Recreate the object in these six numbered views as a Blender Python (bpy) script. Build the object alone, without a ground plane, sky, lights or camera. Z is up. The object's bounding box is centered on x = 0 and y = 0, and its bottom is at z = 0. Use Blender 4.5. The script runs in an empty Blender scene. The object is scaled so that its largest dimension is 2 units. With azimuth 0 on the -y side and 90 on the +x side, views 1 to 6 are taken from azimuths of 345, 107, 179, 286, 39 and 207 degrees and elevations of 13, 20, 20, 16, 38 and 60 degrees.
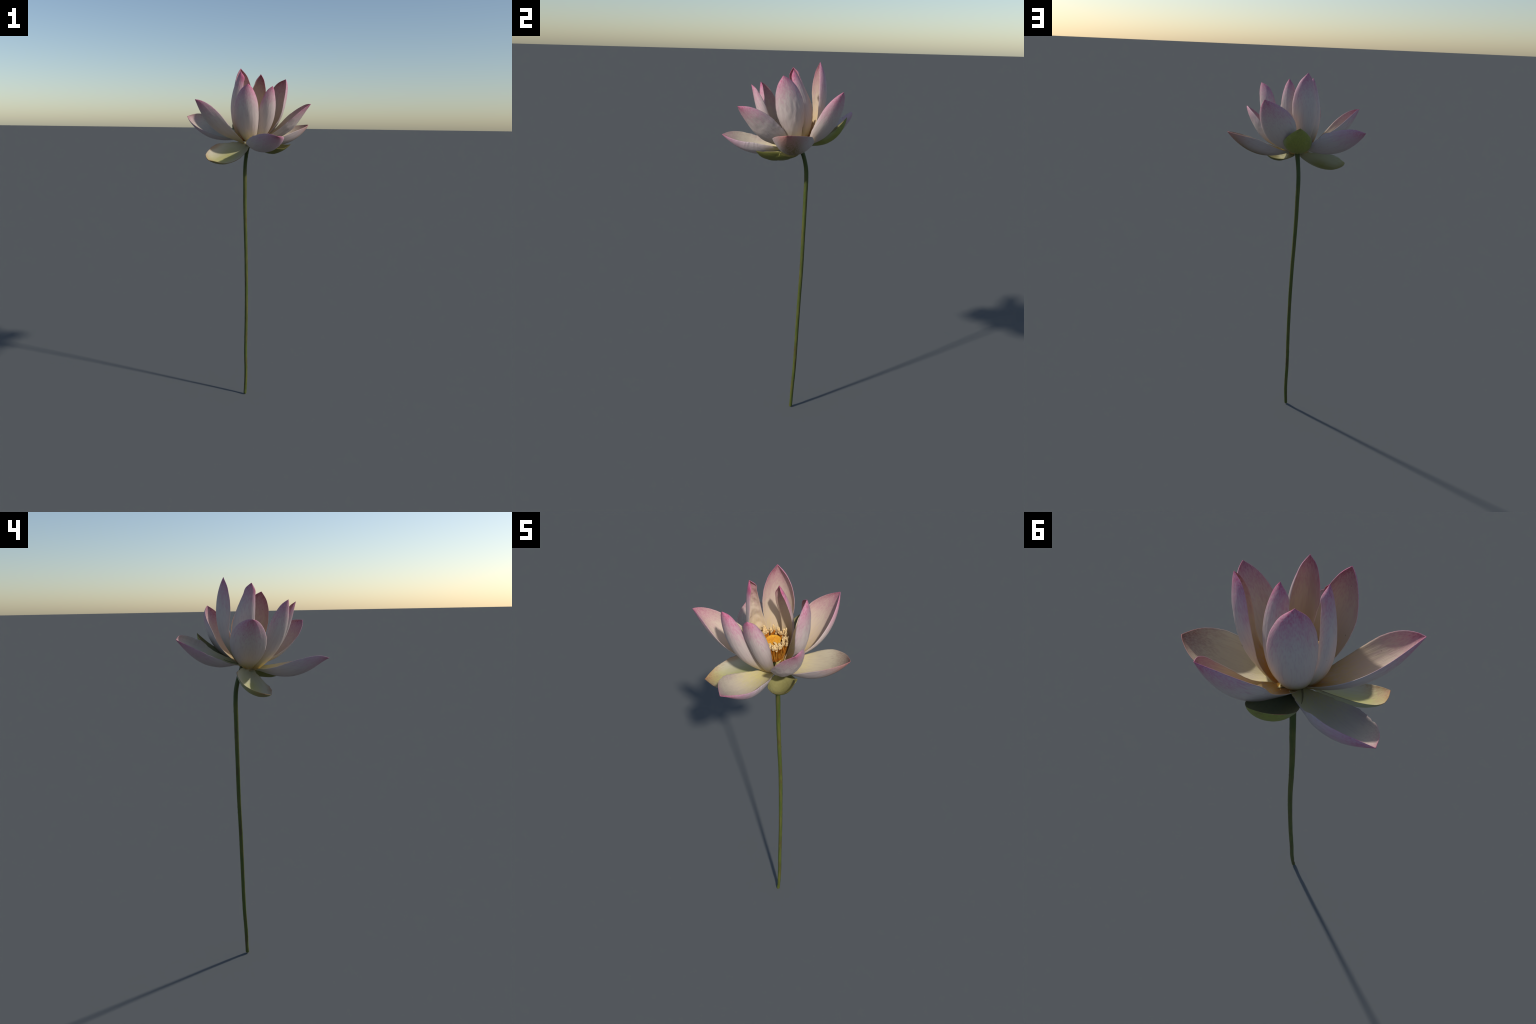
"""A cut lotus flower on a long bare stalk: fifteen petals and sepals round a
ring of stamens with a flat-topped seed pod in the middle."""
import bpy, math, random
import numpy as np
from mathutils import Vector, Matrix, noise

random.seed(11)
RNG = np.random.default_rng(11)
scene_col = bpy.context.scene.collection

# ------------------------------------------------------------------ helpers
def hermite(x, xk, yk):
    """Smooth interpolation of yk at knots xk."""
    x, xk, yk = np.asarray(x, float), np.asarray(xk, float), np.asarray(yk, float)
    m = np.gradient(yk, xk)
    i = np.clip(np.searchsorted(xk, x, 'right') - 1, 0, len(xk) - 2)
    h = xk[i + 1] - xk[i]
    s = (x - xk[i]) / h
    return ((2*s**3 - 3*s**2 + 1)*yk[i] + (s**3 - 2*s**2 + s)*h*m[i]
            + (-2*s**3 + 3*s**2)*yk[i + 1] + (s**3 - s**2)*h*m[i + 1])

def fbm(p, freq, octaves=3):
    v, a = 0.0, 1.0
    q = Vector(p) * freq
    for _ in range(octaves):
        v += a * noise.noise(q)
        q = q * 2.03
        a *= 0.5
    return v

def add_object(name, mesh, parent, matrix=None):
    ob = bpy.data.objects.new(name, mesh)
    scene_col.objects.link(ob)
    ob.parent = parent
    if matrix is not None:
        ob.matrix_world = matrix
    return ob

def mesh_from(name, verts, faces, mats, face_mats=None, smooth=True):
    me = bpy.data.meshes.new(name)
    me.from_pydata([tuple(v) for v in verts], [], faces)
    for m in mats:
        me.materials.append(m)
    if face_mats is not None:
        me.polygons.foreach_set('material_index', face_mats)
    if smooth:
        me.polygons.foreach_set('use_smooth', [True] * len(me.polygons))
    me.update()
    return me

# ------------------------------------------------------------------ node helper
class Nodes:
    def __init__(self, name, rough=0.6, spec=0.25):
        self.mat = bpy.data.materials.new(name)
        self.mat.use_nodes = True
        self.nt = self.mat.node_tree
        self.nt.nodes.clear()
        self.out = self.nt.nodes.new('ShaderNodeOutputMaterial')
        self.bsdf = self.nt.nodes.new('ShaderNodeBsdfPrincipled')
        self.bsdf.inputs['Roughness'].default_value = rough
        self.bsdf.inputs['Specular IOR Level'].default_value = spec
        self.nt.links.new(self.bsdf.outputs[0], self.out.inputs[0])
        self.tc = self.nt.nodes.new('ShaderNodeTexCoord')
    def link(self, a, b):
        self.nt.links.new(a, b)
    def _set(self, sock, v):
        if hasattr(v, 'is_output'):
            self.link(v, sock)
        else:
            sock.default_value = v
    def math(self, op, a, b=0.0, c=0.0, clamp=False):
        n = self.nt.nodes.new('ShaderNodeMath')
        n.operation = op
        n.use_clamp = clamp
        for s, v in zip(n.inputs, (a, b, c)):
            self._set(s, v)
        return n.outputs[0]
    def ramp01(self, v, lo, hi):
        n = self.nt.nodes.new('ShaderNodeMapRange')
        n.interpolation_type = 'SMOOTHSTEP'
        self._set(n.inputs[0], v)
        n.inputs[1].default_value, n.inputs[2].default_value = lo, hi
        n.inputs[3].default_value, n.inputs[4].default_value = 0.0, 1.0
        return n.outputs[0]
    def sep(self, v):
        n = self.nt.nodes.new('ShaderNodeSeparateXYZ')
        self.link(v, n.inputs[0])
        return n.outputs
    def noise(self, vec, scale=1.0, stretch=(1, 1, 1), detail=3.0, rough=0.55):
        m = self.nt.nodes.new('ShaderNodeMapping')
        m.inputs['Scale'].default_value = stretch
        self.link(vec, m.inputs[0])
        n = self.nt.nodes.new('ShaderNodeTexNoise')
        n.inputs['Scale'].default_value = scale
        n.inputs['Detail'].default_value = detail
        n.inputs['Roughness'].default_value = rough
        self.link(m.outputs[0], n.inputs[0])
        return n.outputs[0]
    def mix(self, fac, a, b, blend='MIX'):
        n = self.nt.nodes.new('ShaderNodeMix')
        n.data_type = 'RGBA'
        n.blend_type = blend
        n.clamp_factor = True
        self._set(n.inputs[0], fac)
        for s, v in ((n.inputs[6], a), (n.inputs[7], b)):
            self._set(s, (*v, 1.0) if isinstance(v, tuple) else v)
        return n.outputs[2]
    def bump(self, height, strength=0.3, dist=0.001):
        n = self.nt.nodes.new('ShaderNodeBump')
        n.inputs['Strength'].default_value = strength
        n.inputs['Distance'].default_value = dist
        self.link(height, n.inputs['Height'])
        self.link(n.outputs[0], self.bsdf.inputs['Normal'])
    def done(self, colour):
        self.link(colour, self.bsdf.inputs['Base Color'])
        return self.mat

# ------------------------------------------------------------------ petal skins
# colours are linear base colours; every petal has its own lengthwise z (base 0,
# tip 1) and crosswise x in Generated coordinates.
def petal_material(name, body, foot, tip, tip_deep, tip_reach, edge_pull, vein,
                   foot_reach=0.30, mid=None, mid_amount=0.0, rim=None, rim_amount=0.0,
                   blotch=None, blotch_amount=0.0, foot_deep=None, foot_deep_reach=0.1):
    N = Nodes(name)
    gx, gy, gz = N.sep(N.tc.outputs['Generated'])
    obj = N.tc.outputs['Object']
    across = N.math('ABSOLUTE', N.math('MULTIPLY_ADD', gx, 2.0, -1.0))
    streak = N.noise(obj, 1.0, (240, 240, 6), 3.0)            # fine lengthwise veins
    broad = N.noise(obj, 1.0, (55, 55, 7), 2.0)               # wide lengthwise bands
    cloud = N.noise(obj, 26.0, (1, 1, 1), 3.0)
    wob = N.math('MULTIPLY_ADD', N.math('SUBTRACT', streak, 0.5), 0.26,
                 N.math('MULTIPLY', N.math('SUBTRACT', broad, 0.5), 0.12))
    # distance towards the tip, pulled down along the margins
    ee = N.math('POWER', across, 2.2)
    tt = N.math('ADD', N.math('MULTIPLY_ADD', ee, edge_pull, gz), wob)
    col = N.mix(N.ramp01(N.math('ADD', gz, N.math('MULTIPLY', wob, 0.6)), 0.02, foot_reach), foot, body)
    if foot_deep:
        col = N.mix(N.ramp01(N.math('ADD', gz, N.math('MULTIPLY', wob, 0.3)), 0.0, foot_deep_reach), foot_deep, col)
    if mid:
        m = N.math('MULTIPLY', N.ramp01(N.math('ADD', across, wob), 0.85, 0.05), mid_amount)
        m = N.math('MULTIPLY', m, N.ramp01(gz, 0.1, 0.5))
        col = N.mix(m, col, mid)
    if blotch:
        col = N.mix(N.math('MULTIPLY', N.ramp01(cloud, 0.5, 0.75), blotch_amount), col, blotch)
    # veins, darker and a shade pinker
    v = N.math('MULTIPLY', N.ramp01(streak, 0.48, 0.68), 0.45)
    col = N.mix(v, col, vein)
    col = N.mix(N.math('MULTIPLY', N.ramp01(broad, 0.50, 0.75), 0.22), col, vein)
    soft = N.math('MULTIPLY', N.ramp01(tt, 1.0 - tip_reach, 1.02), 0.95)
    col = N.mix(soft, col, tip)
    col = N.mix(N.ramp01(tt, 1.0 - tip_reach * 0.30, 1.10), col, tip_deep)
    if rim:
        r = N.math('MULTIPLY', N.ramp01(N.math('ADD', across, N.math('MULTIPLY', wob, 0.5)), 0.72, 1.0), rim_amount)
        col = N.mix(N.math('MULTIPLY', r, N.ramp01(gz, 0.15, 0.6)), col, rim)
    # sparse brown specks
    sp = N.noise(obj, 140.0, (1, 1, 1), 0.0)
    col = N.mix(N.math('MULTIPLY', N.ramp01(sp, 0.875, 0.90), 0.6), col, (0.12, 0.07, 0.04))
    N.bump(N.math('ADD', streak, N.math('MULTIPLY', cloud, 0.7)), 0.5, 0.0013)
    return N.done(col)

WHITE = (0.56, 0.465, 0.430)
CREAM = (0.66, 0.56, 0.43)
SKINS = {}
def build_skins():
    pm = petal_material
    SKINS['blush'] = (
        pm('petal_back', WHITE, (0.46, 0.38, 0.15), (0.54, 0.225, 0.315), (0.47, 0.055, 0.155), 0.32, 0.15, (0.48, 0.35, 0.36),
           foot_reach=0.42, foot_deep=(0.48, 0.31, 0.07), foot_deep_reach=0.16),
        pm('petal_lining', (0.61, 0.49, 0.385), (0.60, 0.43, 0.15), (0.50, 0.23, 0.28), (0.32, 0.05, 0.11), 0.38, 0.17, (0.56, 0.41, 0.36),
           foot_reach=0.70, foot_deep=(0.68, 0.33, 0.04), foot_deep_reach=0.24),
        pm('petal_margin', (0.66, 0.56, 0.54), (0.52, 0.44, 0.24), (0.62, 0.24, 0.34), (0.50, 0.07, 0.19), 0.48, 0.15, (0.6, 0.45, 0.47)))
    SKINS['guard'] = (
        pm('guard_petal_back', (0.48, 0.41, 0.405), (0.36, 0.35, 0.19), (0.50, 0.27, 0.36), (0.46, 0.07, 0.16), 0.42, 0.15, (0.42, 0.32, 0.36)),
        pm('guard_petal_lining', (0.57, 0.49, 0.385), (0.56, 0.48, 0.20), (0.46, 0.28, 0.29), (0.38, 0.07, 0.11), 0.26, 0.10, (0.50, 0.41, 0.34), foot_reach=0.55,
           rim=(0.43, 0.32, 0.31), rim_amount=0.6),
        pm('guard_petal_margin', (0.52, 0.42, 0.40), (0.44, 0.40, 0.22), (0.60, 0.22, 0.30), (0.45, 0.06, 0.15), 0.5, 0.15, (0.5, 0.36, 0.38)))
    SKINS['rust'] = (
        pm('rusty_petal_back', (0.50, 0.42, 0.41), (0.30, 0.30, 0.12), (0.42, 0.22, 0.20), (0.34, 0.08, 0.09), 0.34, 0.08, (0.42, 0.31, 0.31),
           mid=(0.21, 0.15, 0.055), mid_amount=1.0),
        pm('rusty_petal_lining', (0.60, 0.52, 0.37), (0.60, 0.50, 0.20), (0.36, 0.22, 0.18), (0.20, 0.05, 0.04), 0.34, 0.10, (0.52, 0.42, 0.32), foot_reach=0.5),
        pm('rusty_petal_margin', (0.52, 0.40, 0.33), (0.42, 0.36, 0.18), (0.56, 0.22, 0.19), (0.40, 0.08, 0.08), 0.45, 0.12, (0.5, 0.33, 0.28)))
    SKINS['lime'] = (
        pm('lime_petal_back', (0.36, 0.35, 0.24), (0.34, 0.30, 0.14), (0.30, 0.27, 0.10), (0.28, 0.11, 0.06), 0.34, 0.10, (0.30, 0.29, 0.17),
           mid=(0.21, 0.21, 0.05), mid_amount=0.9),
        pm('lime_petal_lining', (0.50, 0.45, 0.34), (0.36, 0.33, 0.17), (0.40, 0.25, 0.13), (0.28, 0.10, 0.05), 0.26, 0.06, (0.44, 0.39, 0.25),
           mid=(0.43, 0.41, 0.13), mid_amount=0.85, rim=(0.38, 0.20, 0.12), rim_amount=0.75),
        pm('lime_petal_margin', (0.24, 0.16, 0.10), (0.30, 0.27, 0.14), (0.26, 0.13, 0.07), (0.28, 0.09, 0.05), 0.5, 0.1, (0.2, 0.13, 0.09)))
    SKINS['green'] = (
        pm('sepal_back', (0.245, 0.262, 0.056), (0.33, 0.34, 0.19), (0.23, 0.235, 0.055), (0.15, 0.085, 0.050), 0.20, 0.14, (0.15, 0.165, 0.045),
           foot_reach=0.45, rim=(0.31, 0.32, 0.18), rim_amount=0.75, blotch=(0.31, 0.31, 0.10), blotch_amount=0.45),
        pm('sepal_lining', (0.30, 0.28, 0.14), (0.30, 0.26, 0.13), (0.26, 0.22, 0.09), (0.20, 0.10, 0.05), 0.25, 0.1, (0.24, 0.22, 0.10)),
        pm('sepal_margin', (0.20, 0.15, 0.08), (0.30, 0.27, 0.13), (0.20, 0.10, 0.07), (0.17, 0.07, 0.055), 0.45, 0.1, (0.16, 0.11, 0.06)))
    SKINS['green_bowl'] = (
        pm('bowl_sepal_back', (0.165, 0.165, 0.042), (0.30, 0.29, 0.16), (0.15, 0.15, 0.036), (0.2, 0.13, 0.04), 0.20, 0.1, (0.15, 0.155, 0.04)),
        pm('bowl_sepal_lining', (0.33, 0.30, 0.12), (0.26, 0.23, 0.09), (0.32, 0.29, 0.10), (0.24, 0.18, 0.06), 0.25, 0.1, (0.26, 0.24, 0.08),
           blotch=(0.22, 0.20, 0.06), blotch_amount=0.35),
        pm('bowl_sepal_margin', (0.22, 0.17, 0.07), (0.30, 0.27, 0.12), (0.20, 0.12, 0.05), (0.16, 0.09, 0.04), 0.4, 0.1, (0.15, 0.11, 0.05)))

# ------------------------------------------------------------------ petals
# spine: five Bezier control points base -> tip; half_width at seven stations;
# cup: bend of the cross-section (radians to the margin) at base, middle, tip;
# lean / curl / skew / twist shape the cross-section and turn it about the spine.
PETALS = [
    # tall rear petal
    dict(kind='petal', skin='blush', spine=[(-0.0355, 0.0935, 1.5906), (-0.0712, 0.1899, 1.7345), (-0.0546, 0.2123, 1.7595), (-0.0665, 0.2055, 1.9138), (-0.0504, 0.1605, 2.0001)],
         half_width=[0.0266, 0.0442, 0.0639, 0.0878, 0.0913, 0.0692, 0.0374], cup=[0.3819, 1.2129, 1.2197],
         lean=0.309, lean_grow=0.490, curl=0.023, skew=-0.013, twist=(0.228, 0.056), wrinkle=0.0008),
    # inner petal rolled lengthwise
    dict(kind='petal', skin='blush', spine=[(0.0235, 0.0975, 1.6023), (0.0182, 0.1602, 1.6890), (0.0723, 0.1500, 1.7706), (0.0684, 0.0922, 1.8993), (0.0395, 0.0527, 1.9621)],
         half_width=[0.0303, 0.038, 0.0418, 0.0559, 0.0573, 0.0434, 0.0279], cup=[0.9168, 0.7983, 1.5117],
         lean=-0.511, lean_grow=-0.196, curl=0.220, skew=-0.336, twist=(-0.317, 2.364)),
    # inner petal with crumpled lining
    dict(kind='petal', skin='blush', spine=[(-0.0673, 0.0584, 1.5865), (-0.1477, 0.0712, 1.7021), (-0.1394, 0.0438, 1.7738), (-0.1148, 0.0162, 1.9059), (-0.0857, 0.0150, 1.9695)],
         half_width=[0.0322, 0.0512, 0.0708, 0.0681, 0.059, 0.045, 0.0344], cup=[0.8408, 1.1841, 1.8376],
         lean=0.575, lean_grow=0.273, curl=0.070, skew=0.152, twist=(-0.139, -0.398), crumple=0.011),
    # front petal, left
    dict(kind='petal', skin='blush', spine=[(-0.0117, 0.0191, 1.5725), (-0.0681, -0.0530, 1.6224), (-0.0468, -0.1572, 1.6729), (-0.0855, -0.1562, 1.8466), (-0.0886, -0.1569, 1.8934)],
         half_width=[0.0257, 0.0465, 0.0683, 0.0843, 0.0849, 0.0587, 0.0289], cup=[0.9247, 1.2965, 1.4127],
         lean=-0.543, lean_grow=0.431, curl=0.017, skew=0.167, twist=(-0.069, 0.377)),
    # front petal, right
    dict(kind='petal', skin='blush', spine=[(-0.0011, 0.0182, 1.5714), (0.0432, -0.0534, 1.6337), (0.0521, -0.1282, 1.7027), (0.0370, -0.1430, 1.8104), (0.0444, -0.1623, 1.8859)],
         half_width=[0.0287, 0.0342, 0.0489, 0.0713, 0.0698, 0.0472, 0.0253], cup=[0.7496, 1.61, 1.1649],
         lean=-1.352, lean_grow=0.306, curl=0.002, skew=-0.166, twist=(-0.355, 0.291)),
    # upright side petal with puckered back
    dict(kind='petal', skin='blush', spine=[(0.0324, 0.0899, 1.5835), (0.1478, 0.0711, 1.6447), (0.1552, 0.1446, 1.7418), (0.1917, 0.0727, 1.8826), (0.1838, 0.0427, 1.9392)],
         half_width=[0.0282, 0.0379, 0.056, 0.0858, 0.087, 0.0659, 0.0343], cup=[0.8424, 1.0385, 1.2501],
         lean=0.331, lean_grow=-0.077, curl=0.347, skew=0.124, twist=(0.028, 0.918), wrinkle=0.0022),
    # left petal
    dict(kind='petal', skin='blush', spine=[(-0.0580, 0.0614, 1.5809), (-0.1491, 0.0660, 1.6272), (-0.2783, -0.0170, 1.6132), (-0.3179, -0.0446, 1.7717), (-0.3549, -0.0656, 1.8126)],
         half_width=[0.0352, 0.0645, 0.0912, 0.1054, 0.0962, 0.0624, 0.0267], cup=[1.0802, 1.5358, 1.5976],
         lean=0.204, lean_grow=-0.107, curl=-0.333, skew=0.019, twist=(-0.294, 0.352)),
    # rear right petal
    dict(kind='petal', skin='blush', spine=[(-0.0085, 0.0948, 1.5845), (0.0266, 0.1658, 1.6327), (0.1221, 0.2796, 1.6104), (0.1479, 0.3079, 1.7859), (0.1620, 0.3259, 1.8770)],
         half_width=[0.0311, 0.0493, 0.0703, 0.1102, 0.1136, 0.0843, 0.0395], cup=[0.2723, 1.0902, 0.8974],
         lean=0.063, lean_grow=0.159, curl=0.485, skew=-0.194, twist=(0.289, -0.135)),
    # right petal with dimpled back
    dict(kind='petal', skin='blush', spine=[(0.0170, 0.0476, 1.5929), (0.1229, -0.0043, 1.5997), (0.1890, -0.0862, 1.6212), (0.2247, -0.0997, 1.7294), (0.2670, -0.1524, 1.7983)],
         half_width=[0.033, 0.0465, 0.0827, 0.0985, 0.0943, 0.0676, 0.0333], cup=[1.0072, 1.3933, 0.8815],
         lean=-0.647, lean_grow=-1.481, curl=-0.115, skew=-0.215, twist=(0.090, -0.037), wrinkle=0.0022),
    # low rear left petal
    dict(kind='petal', skin='guard', spine=[(-0.0368, 0.1055, 1.6017), (-0.0977, 0.1389, 1.6220), (-0.2147, 0.2001, 1.5523), (-0.2647, 0.2676, 1.6650), (-0.3451, 0.2867, 1.7311)],
         half_width=[0.029, 0.047, 0.0792, 0.116, 0.114, 0.0868, 0.0462], cup=[0.3495, 1.1396, 0.8836],
         lean=0.273, lean_grow=0.277, curl=0.195, skew=0.129, twist=(-0.223, -0.087), ragged=0.004),
    # low right petal
    dict(kind='petal', skin='rust', spine=[(0.0061, 0.0638, 1.5958), (0.0878, 0.1048, 1.5727), (0.2235, 0.0937, 1.5124), (0.3380, 0.1199, 1.6688), (0.3555, 0.1179, 1.6903)],
         half_width=[0.0289, 0.0603, 0.1036, 0.1222, 0.1105, 0.0662, 0.0233], cup=[0.5257, 1.4824, 0.8537],
         lean=-0.113, lean_grow=0.494, curl=-0.304, skew=-0.093, twist=(-0.055, 0.083)),
    # low front petal
    dict(kind='petal', skin='guard', spine=[(0.0007, 0.0217, 1.5705), (0.0157, -0.0309, 1.5685), (-0.0174, -0.1762, 1.4655), (0.0229, -0.2573, 1.6038), (0.0276, -0.3278, 1.6272)],
         half_width=[0.0291, 0.0569, 0.0943, 0.1152, 0.1064, 0.0739, 0.0346], cup=[0.5745, 1.2552, 0.7998],
         lean=-0.399, lean_grow=-0.128, curl=0.144, skew=-0.010, twist=(0.047, -0.332), ragged=0.0025),
    # drooping left guard petal
    dict(kind='petal', skin='lime', spine=[(-0.0333, 0.0381, 1.5756), (0.0005, 0.0677, 1.5918), (-0.2298, -0.0112, 1.4314), (-0.2435, -0.0513, 1.4740), (-0.2897, -0.0979, 1.4950)],
         half_width=[0.0276, 0.0278, 0.0633, 0.1016, 0.0859, 0.0599, 0.027], cup=[0.4999, 0.7421, 0.4571],
         lean=0.319, lean_grow=0.314, curl=0.279, skew=0.127, twist=(-0.639, 0.589), ragged=0.004),
    # rear sepal
    dict(kind='sepal', skin='green', spine=[(-0.0137, 0.0831, 1.5915), (-0.0594, 0.1744, 1.6052), (-0.0185, 0.2442, 1.5827), (-0.0230, 0.3131, 1.6773), (-0.0163, 0.3177, 1.7467)],
         half_width=[0.03, 0.0445, 0.0624, 0.0838, 0.0822, 0.056, 0.0264], cup=[0.2993, 0.949, 0.6302],
         lean=0.230, lean_grow=-0.136, curl=0.169, skew=0.169, twist=(0.133, 0.104)),
    # hanging front sepal
    dict(kind='sepal', skin='green_bowl', spine=[(-0.0032, 0.0614, 1.5750), (0.0963, 0.0642, 1.5115), (0.0597, -0.0777, 1.5282), (0.1321, -0.0198, 1.5126), (0.1788, -0.0866, 1.5807)],
         half_width=[0.0157, 0.0391, 0.0659, 0.0777, 0.0802, 0.0548, 0.0206], cup=[0.5587, 1.2132, 0.56],
         lean=0.006, lean_grow=-0.062, curl=-0.001, skew=-0.215, twist=(-0.513, 0.833), wrinkle=0.0012),
]

FLOWER_EYE = Vector((-0.02, 0.055, 2.05))      # petals face this point
STATIONS = [0, .12, .28, .48, .68, .84, .94, 1.0]
NT, NS = 96, 41
HALF_THICK = 0.0020

def petal_surface(P, seed):
    B = np.array(P['spine'])
    T = 1 - (1 - np.linspace(0, 1, NT))**1.25
    S = np.linspace(-1, 1, NS)
    t = T[:, None]
    u = 1 - t
    c = u**4*B[0] + 4*u**3*t*B[1] + 6*u*u*t*t*B[2] + 4*u*t**3*B[3] + t**4*B[4]
    E = np.diff(B, axis=0)
    d = u**3*E[0] + 3*u*u*t*E[1] + 3*u*t*t*E[2] + t**3*E[3]
    d /= np.linalg.norm(d, axis=1)[:, None]
    ref = np.array(FLOWER_EYE) - c
    ref /= np.linalg.norm(ref, axis=1)[:, None]
    n = ref - (ref*d).sum(1)[:, None]*d
    n /= np.linalg.norm(n, axis=1)[:, None]
    b = np.cross(d, n)
    psi = (P['twist'][0] + P['twist'][1]*T)[:, None]
    n, b = np.cos(psi)*n + np.sin(psi)*b, np.cos(psi)*b - np.sin(psi)*n
    w = np.maximum(hermite(T, STATIONS, list(P['half_width']) + [0.0]), 0.0007)
    phi = hermite(T, [0, .5, 1.], P['cup'])
    be = P['lean'] + P['lean_grow']*(T - .5)
    th = phi[:, None]*(S + be[:, None]*S**2*.5 + P['curl']*S**3)
    def integ(f):
        seg = (f[:, 1:] + f[:, :-1])*.5*np.diff(S)
        a = np.concatenate([np.zeros((len(f), 1)), np.cumsum(seg, 1)], 1)
        return a - a[:, NS//2:NS//2 + 1]
    x, z = integ(np.cos(th)), integ(np.sin(th))
    # margins are never ruler-straight
    rag = P.get('ragged', 0.0008)
    edge = np.array([[fbm((T[i]*9, side*5 + seed*7.1, 0), 2.2, 3) for side in (0, 1)] for i in range(NT)])
    fade = np.clip((0.97 - T)/.25, 0, 1)*np.clip(T/.08, 0, 1)
    sc = 1.015*w[:, None]*(1 + P['skew']*np.tanh(2*S)[None])
    grow = np.where(S < 0, edge[:, :1], edge[:, 1:])*np.abs(S)**3*rag*fade[:, None]
    sc = sc + grow
    G = c[:, None] + (x*sc)[..., None]*b[:, None] + (z*sc)[..., None]*n[:, None]
    return T, S, G, c

def grid_normals(G):
    du = np.gradient(G, axis=0)
    dv = np.gradient(G, axis=1)
    m = np.cross(dv, du)
    l = np.linalg.norm(m, axis=2, keepdims=True)
    return m/np.maximum(l, 1e-12)

def build_petal(P, seed, parent):
    T, S, G, c = petal_surface(P, seed)
    nrm = grid_normals(G)
    # make normals point to the lining
    k = NT//2
    if np.dot(nrm[k, NS//2], np.array(FLOWER_EYE) - G[k, NS//2]) < 0:
        nrm = -nrm
    # relief shared by both faces: soft undulation + puckers
    wr, cr = P.get('wrinkle', 0.0005), P.get('crumple', 0.0)
    disp = np.zeros((NT, NS))
    lin = np.zeros((NT, NS))
    for i in range(NT):
        for j in range(NS):
            lw = S[j]*0.1
            m = math.sin(math.pi*min(1, T[i]*1.05))
            disp[i, j] = m*(wr*fbm((lw*60, T[i]*7, seed*3.7), 1.0, 3) + 0.0007*noise.noise(Vector((S[j]*2.3, T[i]*2.5, seed*1.3))))
            # faint lengthwise ribs
            disp[i, j] += 0.00022*m*math.cos(S[j]*26 + 2*noise.noise(Vector((T[i]*3, S[j]*3, seed))))
            if cr:
                lin[i, j] = cr*m*abs(fbm((S[j]*2.0, T[i]*8, seed*2.2), 1.0, 3))
    G = G + nrm*disp[..., None]
    h = HALF_THICK*(1 - 0.62*np.abs(S)**6)[None, :]*np.clip(1.15 - 0.5*T, .4, 1.15)[:, None]
    inner = G + nrm*(h + lin*(1 - np.abs(S)**4)[None])[..., None]
    outer = G - nrm*h[..., None]
    # local frame: z from base to tip, y towards the lining, x across
    zc = Vector(c[-1] - c[0]).normalized()
    yn = Vector(nrm[int(NT*.55), NS//2])
    yn = (yn - zc*yn.dot(zc)).normalized()
    xn = yn.cross(zc)
    M = Matrix((xn, yn, zc)).transposed().to_4x4()
    M.translation = Vector(c[0])
    inv = np.array(M.inverted())
    V = np.concatenate([inner.reshape(-1, 3), outer.reshape(-1, 3)])
    V = V @ inv[:3, :3].T + inv[:3, 3]
    o = NT*NS
    F, FM = [], []
    for i in range(NT - 1):
        for j in range(NS - 1):
            a, b_, c_, d_ = i*NS + j, i*NS + j + 1, (i + 1)*NS + j + 1, (i + 1)*NS + j
            F.append((a, b_, c_, d_)); FM.append(1)
            F.append((o + d_, o + c_, o + b_, o + a)); FM.append(0)
        for j in (0, NS - 1):                      # margins
            a, d_ = i*NS + j, (i + 1)*NS + j
            q = (a, d_, o + d_, o + a) if j == 0 else (d_, a, o + a, o + d_)
            F.append(q); FM.append(2)
    for j in range(NS - 1):                        # foot and tip
        a, b_ = j, j + 1
        F.append((b_, a, o + a, o + b_)); FM.append(0)
        a, b_ = (NT - 1)*NS + j, (NT - 1)*NS + j + 1
        F.append((a, b_, o + b_, o + a)); FM.append(2)
    me = mesh_from(P['kind'], V, F, SKINS[P['skin']], FM)
    # orientation check: the lining must face the lining normal
    p = me.polygons[(NT//2)*(2*(NS - 1) + 2) + 2*(NS//2)]
    if p.normal.y < 0:
        me.flip_normals()
    return add_object(P['kind'], me, parent, M)

# ------------------------------------------------------------------ stalk
STALK = [  # x, y, z, radius
    (-0.0270, 0.0945, 0.000, 0.0088), (-0.0212, 0.0995, 0.10, 0.0092), (-0.0215, 0.1091, 0.30, 0.0093), (-0.0182, 0.1142, 0.50, 0.0094),
    (-0.0175, 0.1184, 0.70, 0.0095), (-0.0201, 0.1231, 0.90, 0.0097), (-0.0262, 0.1232, 1.10, 0.0100), (-0.0296, 0.1238, 1.25, 0.0104),
    (-0.0298, 0.1240, 1.35, 0.0107), (-0.0306, 0.1240, 1.42, 0.0108), (-0.0287, 0.1195, 1.48, 0.0107), (-0.0235, 0.1045, 1.54, 0.0110),
    (-0.0205, 0.0950, 1.565, 0.0118), (-0.0170, 0.0860, 1.592, 0.0135)]

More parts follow.
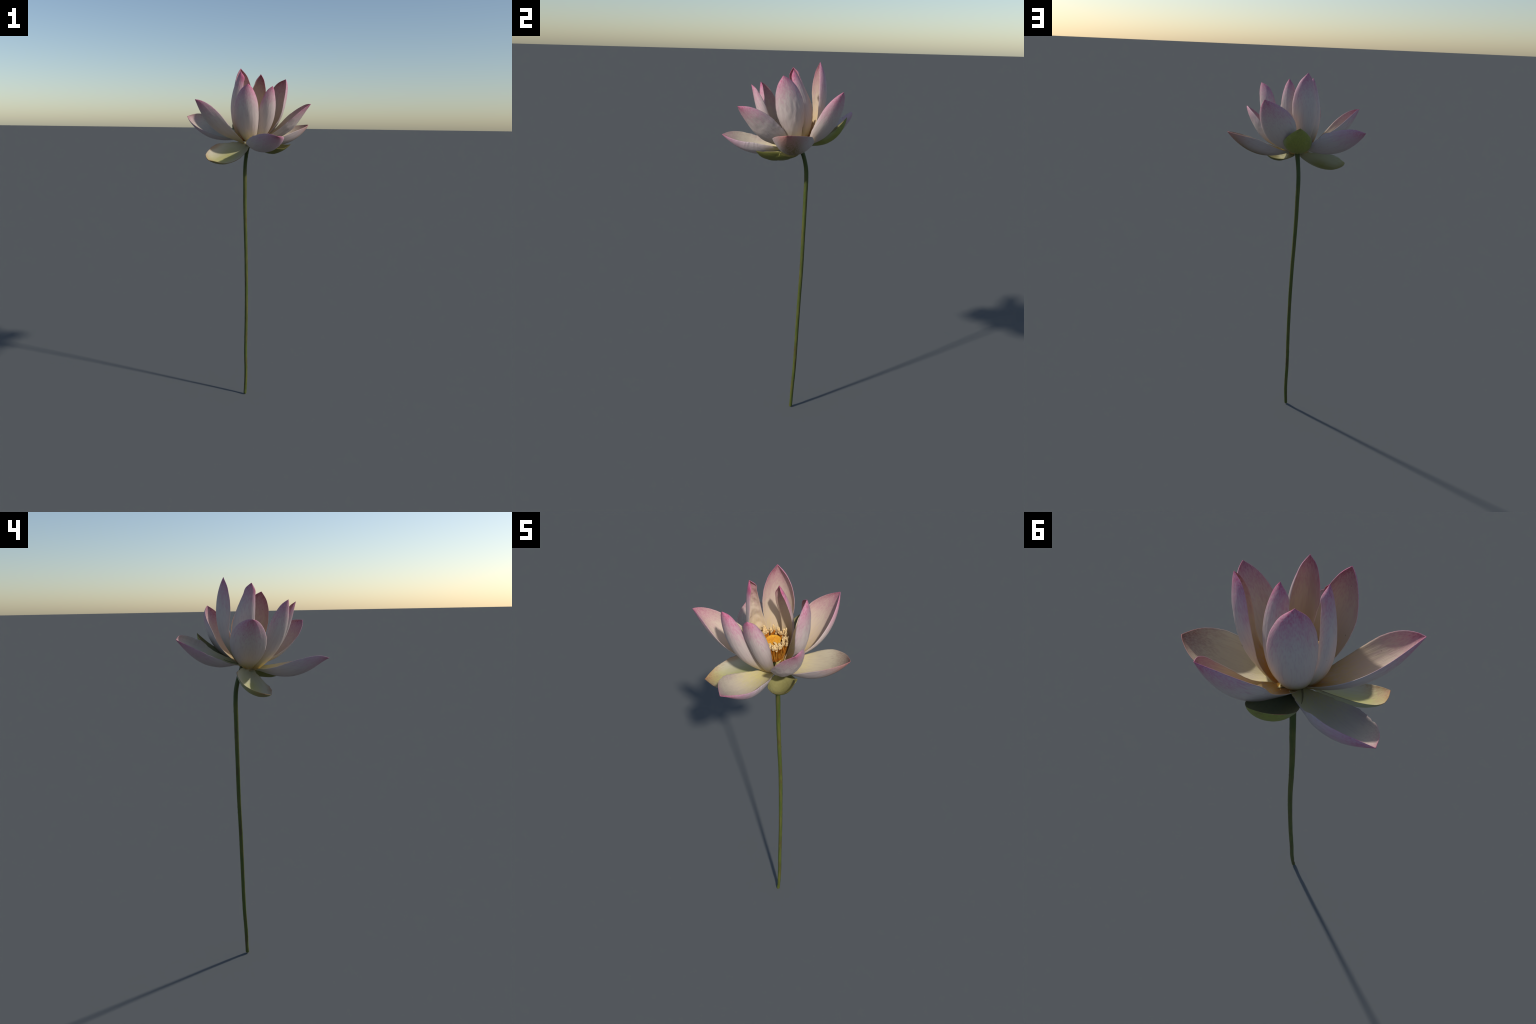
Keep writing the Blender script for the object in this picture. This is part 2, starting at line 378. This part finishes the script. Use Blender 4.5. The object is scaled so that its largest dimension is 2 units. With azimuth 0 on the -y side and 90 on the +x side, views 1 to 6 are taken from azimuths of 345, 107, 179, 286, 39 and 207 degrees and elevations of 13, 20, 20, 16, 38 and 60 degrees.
def stalk_material():
    N = Nodes('stalk_skin', 0.5, 0.35)
    obj = N.tc.outputs['Object']
    gz = N.sep(obj)[2]
    streak = N.noise(obj, 1.0, (260, 260, 5), 3.0)
    band = N.noise(obj, 1.0, (90, 90, 11), 3.0)
    cloud = N.noise(obj, 55.0, (1, 1, 0.25), 3.0)
    col = N.mix(N.ramp01(band, 0.35, 0.70), (0.062, 0.090, 0.015), (0.105, 0.112, 0.022))
    col = N.mix(N.math('MULTIPLY', N.ramp01(streak, 0.50, 0.66), 0.6), col, (0.095, 0.068, 0.024))
    col = N.mix(N.math('MULTIPLY', N.ramp01(cloud, 0.54, 0.68), 0.65), col, (0.080, 0.044, 0.022))
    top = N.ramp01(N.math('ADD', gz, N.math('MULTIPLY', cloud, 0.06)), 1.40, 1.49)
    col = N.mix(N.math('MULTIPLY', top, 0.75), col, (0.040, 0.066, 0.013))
    N.bump(N.math('ADD', streak, cloud), 0.4, 0.0015)
    return N.done(col)

def build_stalk(parent):
    K = np.array(STALK)
    nz, nr = 420, 36
    z = np.linspace(0, K[-1, 2], nz)
    x, y, r = (hermite(z, K[:, 2], K[:, i]) for i in (0, 1, 3))
    V, F = [], []
    for i in range(nz):
        # the foot is a rounded cut end
        e = min(1.0, z[i]/0.007)
        foot = 0.55 + 0.45*math.sqrt(max(0, 1 - (1 - e)**2))
        for j in range(nr):
            a = 2*math.pi*j/nr
            ca, sa = math.cos(a), math.sin(a)
            q = (ca*0.02, sa*0.02, z[i])
            rr = 1.05*r[i]*foot*(1 + 0.035*noise.noise(Vector((ca*1.4, sa*1.4, z[i]*9))) + 0.03*noise.noise(Vector((ca*4, sa*4, z[i]*14)))
                            + 0.014*math.cos(7*a + 2*math.sin(z[i]*3)))
            # tiny prickles
            pr = noise.noise(Vector((ca*6, sa*6, z[i]*75)))
            if pr > 0.56:
                rr += 0.0022*(pr - 0.56)/0.3
            # long shallow gouge near the foot
            g = math.exp(-((z[i] - 0.05)/0.026)**4)*max(0, ca*(-0.45) + sa*(-0.89) - 0.25)/0.75
            rr *= 1 - 0.30*g
            V.append((x[i] + ca*rr, y[i] + sa*rr, z[i]))
    for i in range(nz - 1):
        for j in range(nr):
            k = (j + 1) % nr
            F.append((i*nr + j, i*nr + k, (i + 1)*nr + k, (i + 1)*nr + j))
    F.append(tuple(range(nr - 1, -1, -1)))
    F.append(tuple((nz - 1)*nr + j for j in range(nr)))
    return add_object('stem', mesh_from('stem', V, F, [stalk_material()]), parent, Matrix.Identity(4))

# ------------------------------------------------------------------ flower heart
HEART_AXIS = Vector((0.12, -0.26, 1.0)).normalized()
HEART_TOP = Vector((0.0010, 0.0525, 1.7330))           # middle of the stamen ring, at its rim
def heart_matrix():
    z = HEART_AXIS
    x = z.orthogonal().normalized()
    y = z.cross(x)
    M = Matrix((x, y, z)).transposed().to_4x4()
    M.translation = HEART_TOP
    return M

def lathe(name, profile, n, mats, wob=0.0, seed=0, fm=None):
    V, F, FM = [], [], []
    for i, (r, z) in enumerate(profile):
        for j in range(n):
            a = 2*math.pi*j/n
            ca, sa = math.cos(a), math.sin(a)
            k = 1 + wob*noise.noise(Vector((ca*2 + seed, sa*2, z*40)))
            V.append((ca*r*k, sa*r*k, z + wob*0.02*noise.noise(Vector((ca*r*90, sa*r*90, seed + 3)))))
    for i in range(len(profile) - 1):
        for j in range(n):
            k = (j + 1) % n
            F.append((i*n + j, i*n + k, (i + 1)*n + k, (i + 1)*n + j))
            FM.append(fm[i] if fm else 0)
    F.append(tuple(range(n - 1, -1, -1))); FM.append(fm[0] if fm else 0)
    F.append(tuple((len(profile) - 1)*n + j for j in range(n))); FM.append(fm[-1] if fm else 0)
    return mesh_from(name, V, F, mats, FM)

def heart_colour(name, a, b, scale, stretch, rough=0.6, c=None):
    N = Nodes(name, rough, 0.25)
    obj = N.tc.outputs['Object']
    n1 = N.noise(obj, scale, stretch, 3.0)
    n2 = N.noise(obj, scale*0.35, stretch, 2.0)
    col = N.mix(N.ramp01(n1, 0.35, 0.68), a, b)
    if c:
        col = N.mix(N.math('MULTIPLY', N.ramp01(n2, 0.5, 0.7), 0.6), col, c)
    N.bump(n1, 0.4, 0.001)
    return N.done(col)

def build_heart(parent):
    M = heart_matrix()
    # receptacle: swells from the stalk and carries petals and stamens
    top, low = HEART_TOP - HEART_AXIS*0.112, Vector(STALK[-2][:3]) - Vector((0, 0, 0.006))
    inv = M.inverted()
    V, F, n = [], [], 40
    rings = [(0.0, 0.0090), (0.15, 0.0108), (0.35, 0.0125), (0.55, 0.0145), (0.75, 0.021), (0.9, 0.030), (1.0, 0.0355), (1.04, 0.032), (1.05, 0.018)]
    for s, r in rings:
        c = low.lerp(top, min(1.0, s))+ HEART_AXIS*max(0.0, s - 1)*0.06
        ax = (Vector((0.03, -0.2, 1)).lerp(HEART_AXIS, s)).normalized()
        ex = ax.orthogonal().normalized(); ey = ax.cross(ex)
        for j in range(n):
            a = 2*math.pi*j/n
            k = r*(1 + 0.05*noise.noise(Vector((math.cos(a)*2, math.sin(a)*2, s*3))))
            V.append(inv @ (c + ex*(k*math.cos(a)) + ey*(k*math.sin(a))))
    for i in range(len(rings) - 1):
        for j in range(n):
            k = (j + 1) % n
            F.append((i*n + j, i*n + k, (i + 1)*n + k, (i + 1)*n + j))
    F.append(tuple(range(n - 1, -1, -1)))
    F.append(tuple((len(rings) - 1)*n + j for j in range(n)))
    rec = mesh_from('receptacle', V, F, [heart_colour('receptacle_skin', (0.50, 0.34, 0.06), (0.66, 0.38, 0.04), 60, (1, 1, 1))])
    add_object('receptacle', rec, parent, M)
    # seed pod: flat-topped cone with a raised lip and pitted face
    pod_mat = heart_colour('seed_pod_skin', (0.86, 0.44, 0.040), (0.80, 0.36, 0.025), 70, (1, 1, 1), 0.5, (0.70, 0.30, 0.03))
    prof = [(0.018, -0.116), (0.023, -0.088), (0.028, -0.060), (0.0335, -0.034), (0.0355, -0.027), (0.0350, -0.0225), (0.0325, -0.0210),
            (0.029, -0.0222), (0.025, -0.0240), (0.020, -0.0245), (0.015, -0.0242), (0.010, -0.0240), (0.005, -0.0240), (0.001, -0.0240)]
    pod = lathe('seed_pod', prof, 72, [pod_mat], 0.04, 5)
    podo = add_object('seed_pod', pod, parent, M)
    nub = bpy.data.meshes.new('carpel')
    V, F = [], []
    for i in range(7):
        ph = i/6*math.pi*0.5
        for j in range(14):
            a = 2*math.pi*j/14
            rr = 0.0040*math.cos(ph)
            dip = 0.0016 if i == 6 else 0
            V.append((rr*math.cos(a), rr*math.sin(a), 0.0034*math.sin(ph) - dip))
    for i in range(6):
        for j in range(14):
            k = (j + 1) % 14
            F.append((i*14 + j, i*14 + k, (i + 1)*14 + k, (i + 1)*14 + j))
    nub.from_pydata(V, [], F)
    nub.materials.append(heart_colour('carpel_skin', (0.82, 0.40, 0.035), (0.72, 0.27, 0.02), 160, (1, 1, 1)))
    nub.polygons.foreach_set('use_smooth', [True]*len(nub.polygons))
    for cnt, rad in ((1, 0.0), (5, 0.0115), (9, 0.0225)):
        for i in range(cnt):
            a = 2*math.pi*(i + 0.3*random.random())/cnt + rad*40
            L = Matrix.Translation((rad*math.cos(a), rad*math.sin(a), -0.0246)) @ Matrix.Diagonal((1, 1, 0.8 + 0.4*random.random(), 1))
            add_object('carpel', nub, podo, M @ L)
    # stamens: strap-like orange filaments with pale crumpled tips, in two rings
    fil = heart_colour('stamen_filament', (0.66, 0.22, 0.016), (0.44, 0.115, 0.008), 1.0, (240, 240, 26), 0.55, (0.62, 0.33, 0.05))
    tip = heart_colour('stamen_tip', (0.86, 0.66, 0.36), (0.72, 0.47, 0.19), 150, (1, 1, 1), 0.6)
    def stamen_mesh(seed, hook):
        """Strap standing along +z with its outside on +x; root at the origin."""
        rs = random.Random(seed)
        n, m = 26, 8
        V, F, FM = [], [], []
        tw = rs.uniform(-0.5, 0.5)
        for i in range(n):
            s = i/(n - 1)
            zz = 0.122*s
            xx = 0.033*s**0.62 + 0.0035*s*math.sin(s*5 + seed)          # flares outwards
            k = max(0, (s - 0.80)/0.20)
            xx -= hook*k**2*0.012                                     # tip hooks inwards
            zz -= hook*k**2.5*0.006
            yy = 0.003*math.sin(s*4 + seed*2.1) + 0.004*k*math.sin(seed*3.3)
            wd = 0.0033 + 0.0006*math.sin(s*9 + seed)
            th = 0.0014
            if s > 0.74:                                              # swollen crumpled tip
                f = math.sin(min(1, (s - 0.74)/0.26*1.12)*math.pi*0.86 + 0.12)
                wd += 0.0034*f*(0.7 + 0.5*math.sin(s*60 + seed*5))
                th += 0.0024*f*(0.8 + 0.5*math.sin(s*47 + seed*3))
                xx += 0.0022*f*math.sin(s*38 + seed*2)
            if i in (0, n - 1):
                wd *= 0.35; th *= 0.35
            ang = tw*s + (1.2*k*math.sin(seed*1.7))
            for j in range(m):
                a = 2*math.pi*j/m
                ex, ey = th*math.cos(a), wd*math.sin(a)
                V.append((xx + ex*math.cos(ang) - ey*math.sin(ang), yy + ex*math.sin(ang) + ey*math.cos(ang), zz))
        for i in range(n - 1):
            for j in range(m):
                k = (j + 1) % m
                F.append((i*m + j, i*m + k, (i + 1)*m + k, (i + 1)*m + j))
                FM.append(1 if i/(n - 1) > 0.76 else 0)
        F.append(tuple(range(m - 1, -1, -1))); FM.append(0)
        F.append(tuple((n - 1)*m + j for j in range(m))); FM.append(1)
        return mesh_from('stamen', V, F, [fil, tip], FM)
    heart = M.to_3x3()
    kinds = [stamen_mesh(i*1.37 + 0.4, h) for i, h in enumerate((0.1, 0.6, 1.3, -0.5, 0.9, 0.3, 2.0, -0.1, 1.6, 0.5))]
    for ring, (cnt, r0, zs) in enumerate(((62, 0.0340, 1.0), (54, 0.0310, 0.95))):
        for i in range(cnt):
            a = 2*math.pi*(i + random.uniform(-.3, .3))/cnt
            sz = zs*random.uniform(0.87, 1.07)
            wide = 1 + 0.38*max(0.0, (heart @ Vector((math.cos(a), math.sin(a), 0))).dot(Vector((-0.96, 0.26, 0))))
            L = (Matrix.Rotation(a, 4, 'Z') @ Matrix.Translation((r0 - ring*0.0, 0, -0.119))
                 @ Matrix.Rotation(random.gauss(0, .07), 4, 'X') @ Matrix.Rotation(random.gauss(-.01, .05), 4, 'Y')
                 @ Matrix.Rotation(random.uniform(-.5, .5), 4, 'Z')
                 @ Matrix.Diagonal((wide*sz*(1 - 0.12*ring), random.uniform(.9, 1.2), sz, 1)))
            add_object('stamen', random.choice(kinds), parent, M @ L)

# ------------------------------------------------------------------ assemble
def main():
    root = bpy.data.objects.new('lotus_flower', None)
    root.empty_display_size = 0.1
    scene_col.objects.link(root)
    root.location = (STALK[0][0], STALK[0][1], 0)
    bpy.context.view_layer.update()
    root['label'] = 'pale pink lotus flower with golden stamens on tall green stem'
    root['category'] = 'lotus flower'
    holder = []
    build_skins()
    build_stalk(root)
    build_heart(root)
    for i, P in enumerate(PETALS):
        build_petal(P, i + 1, root)
    bpy.context.view_layer.update()

main()
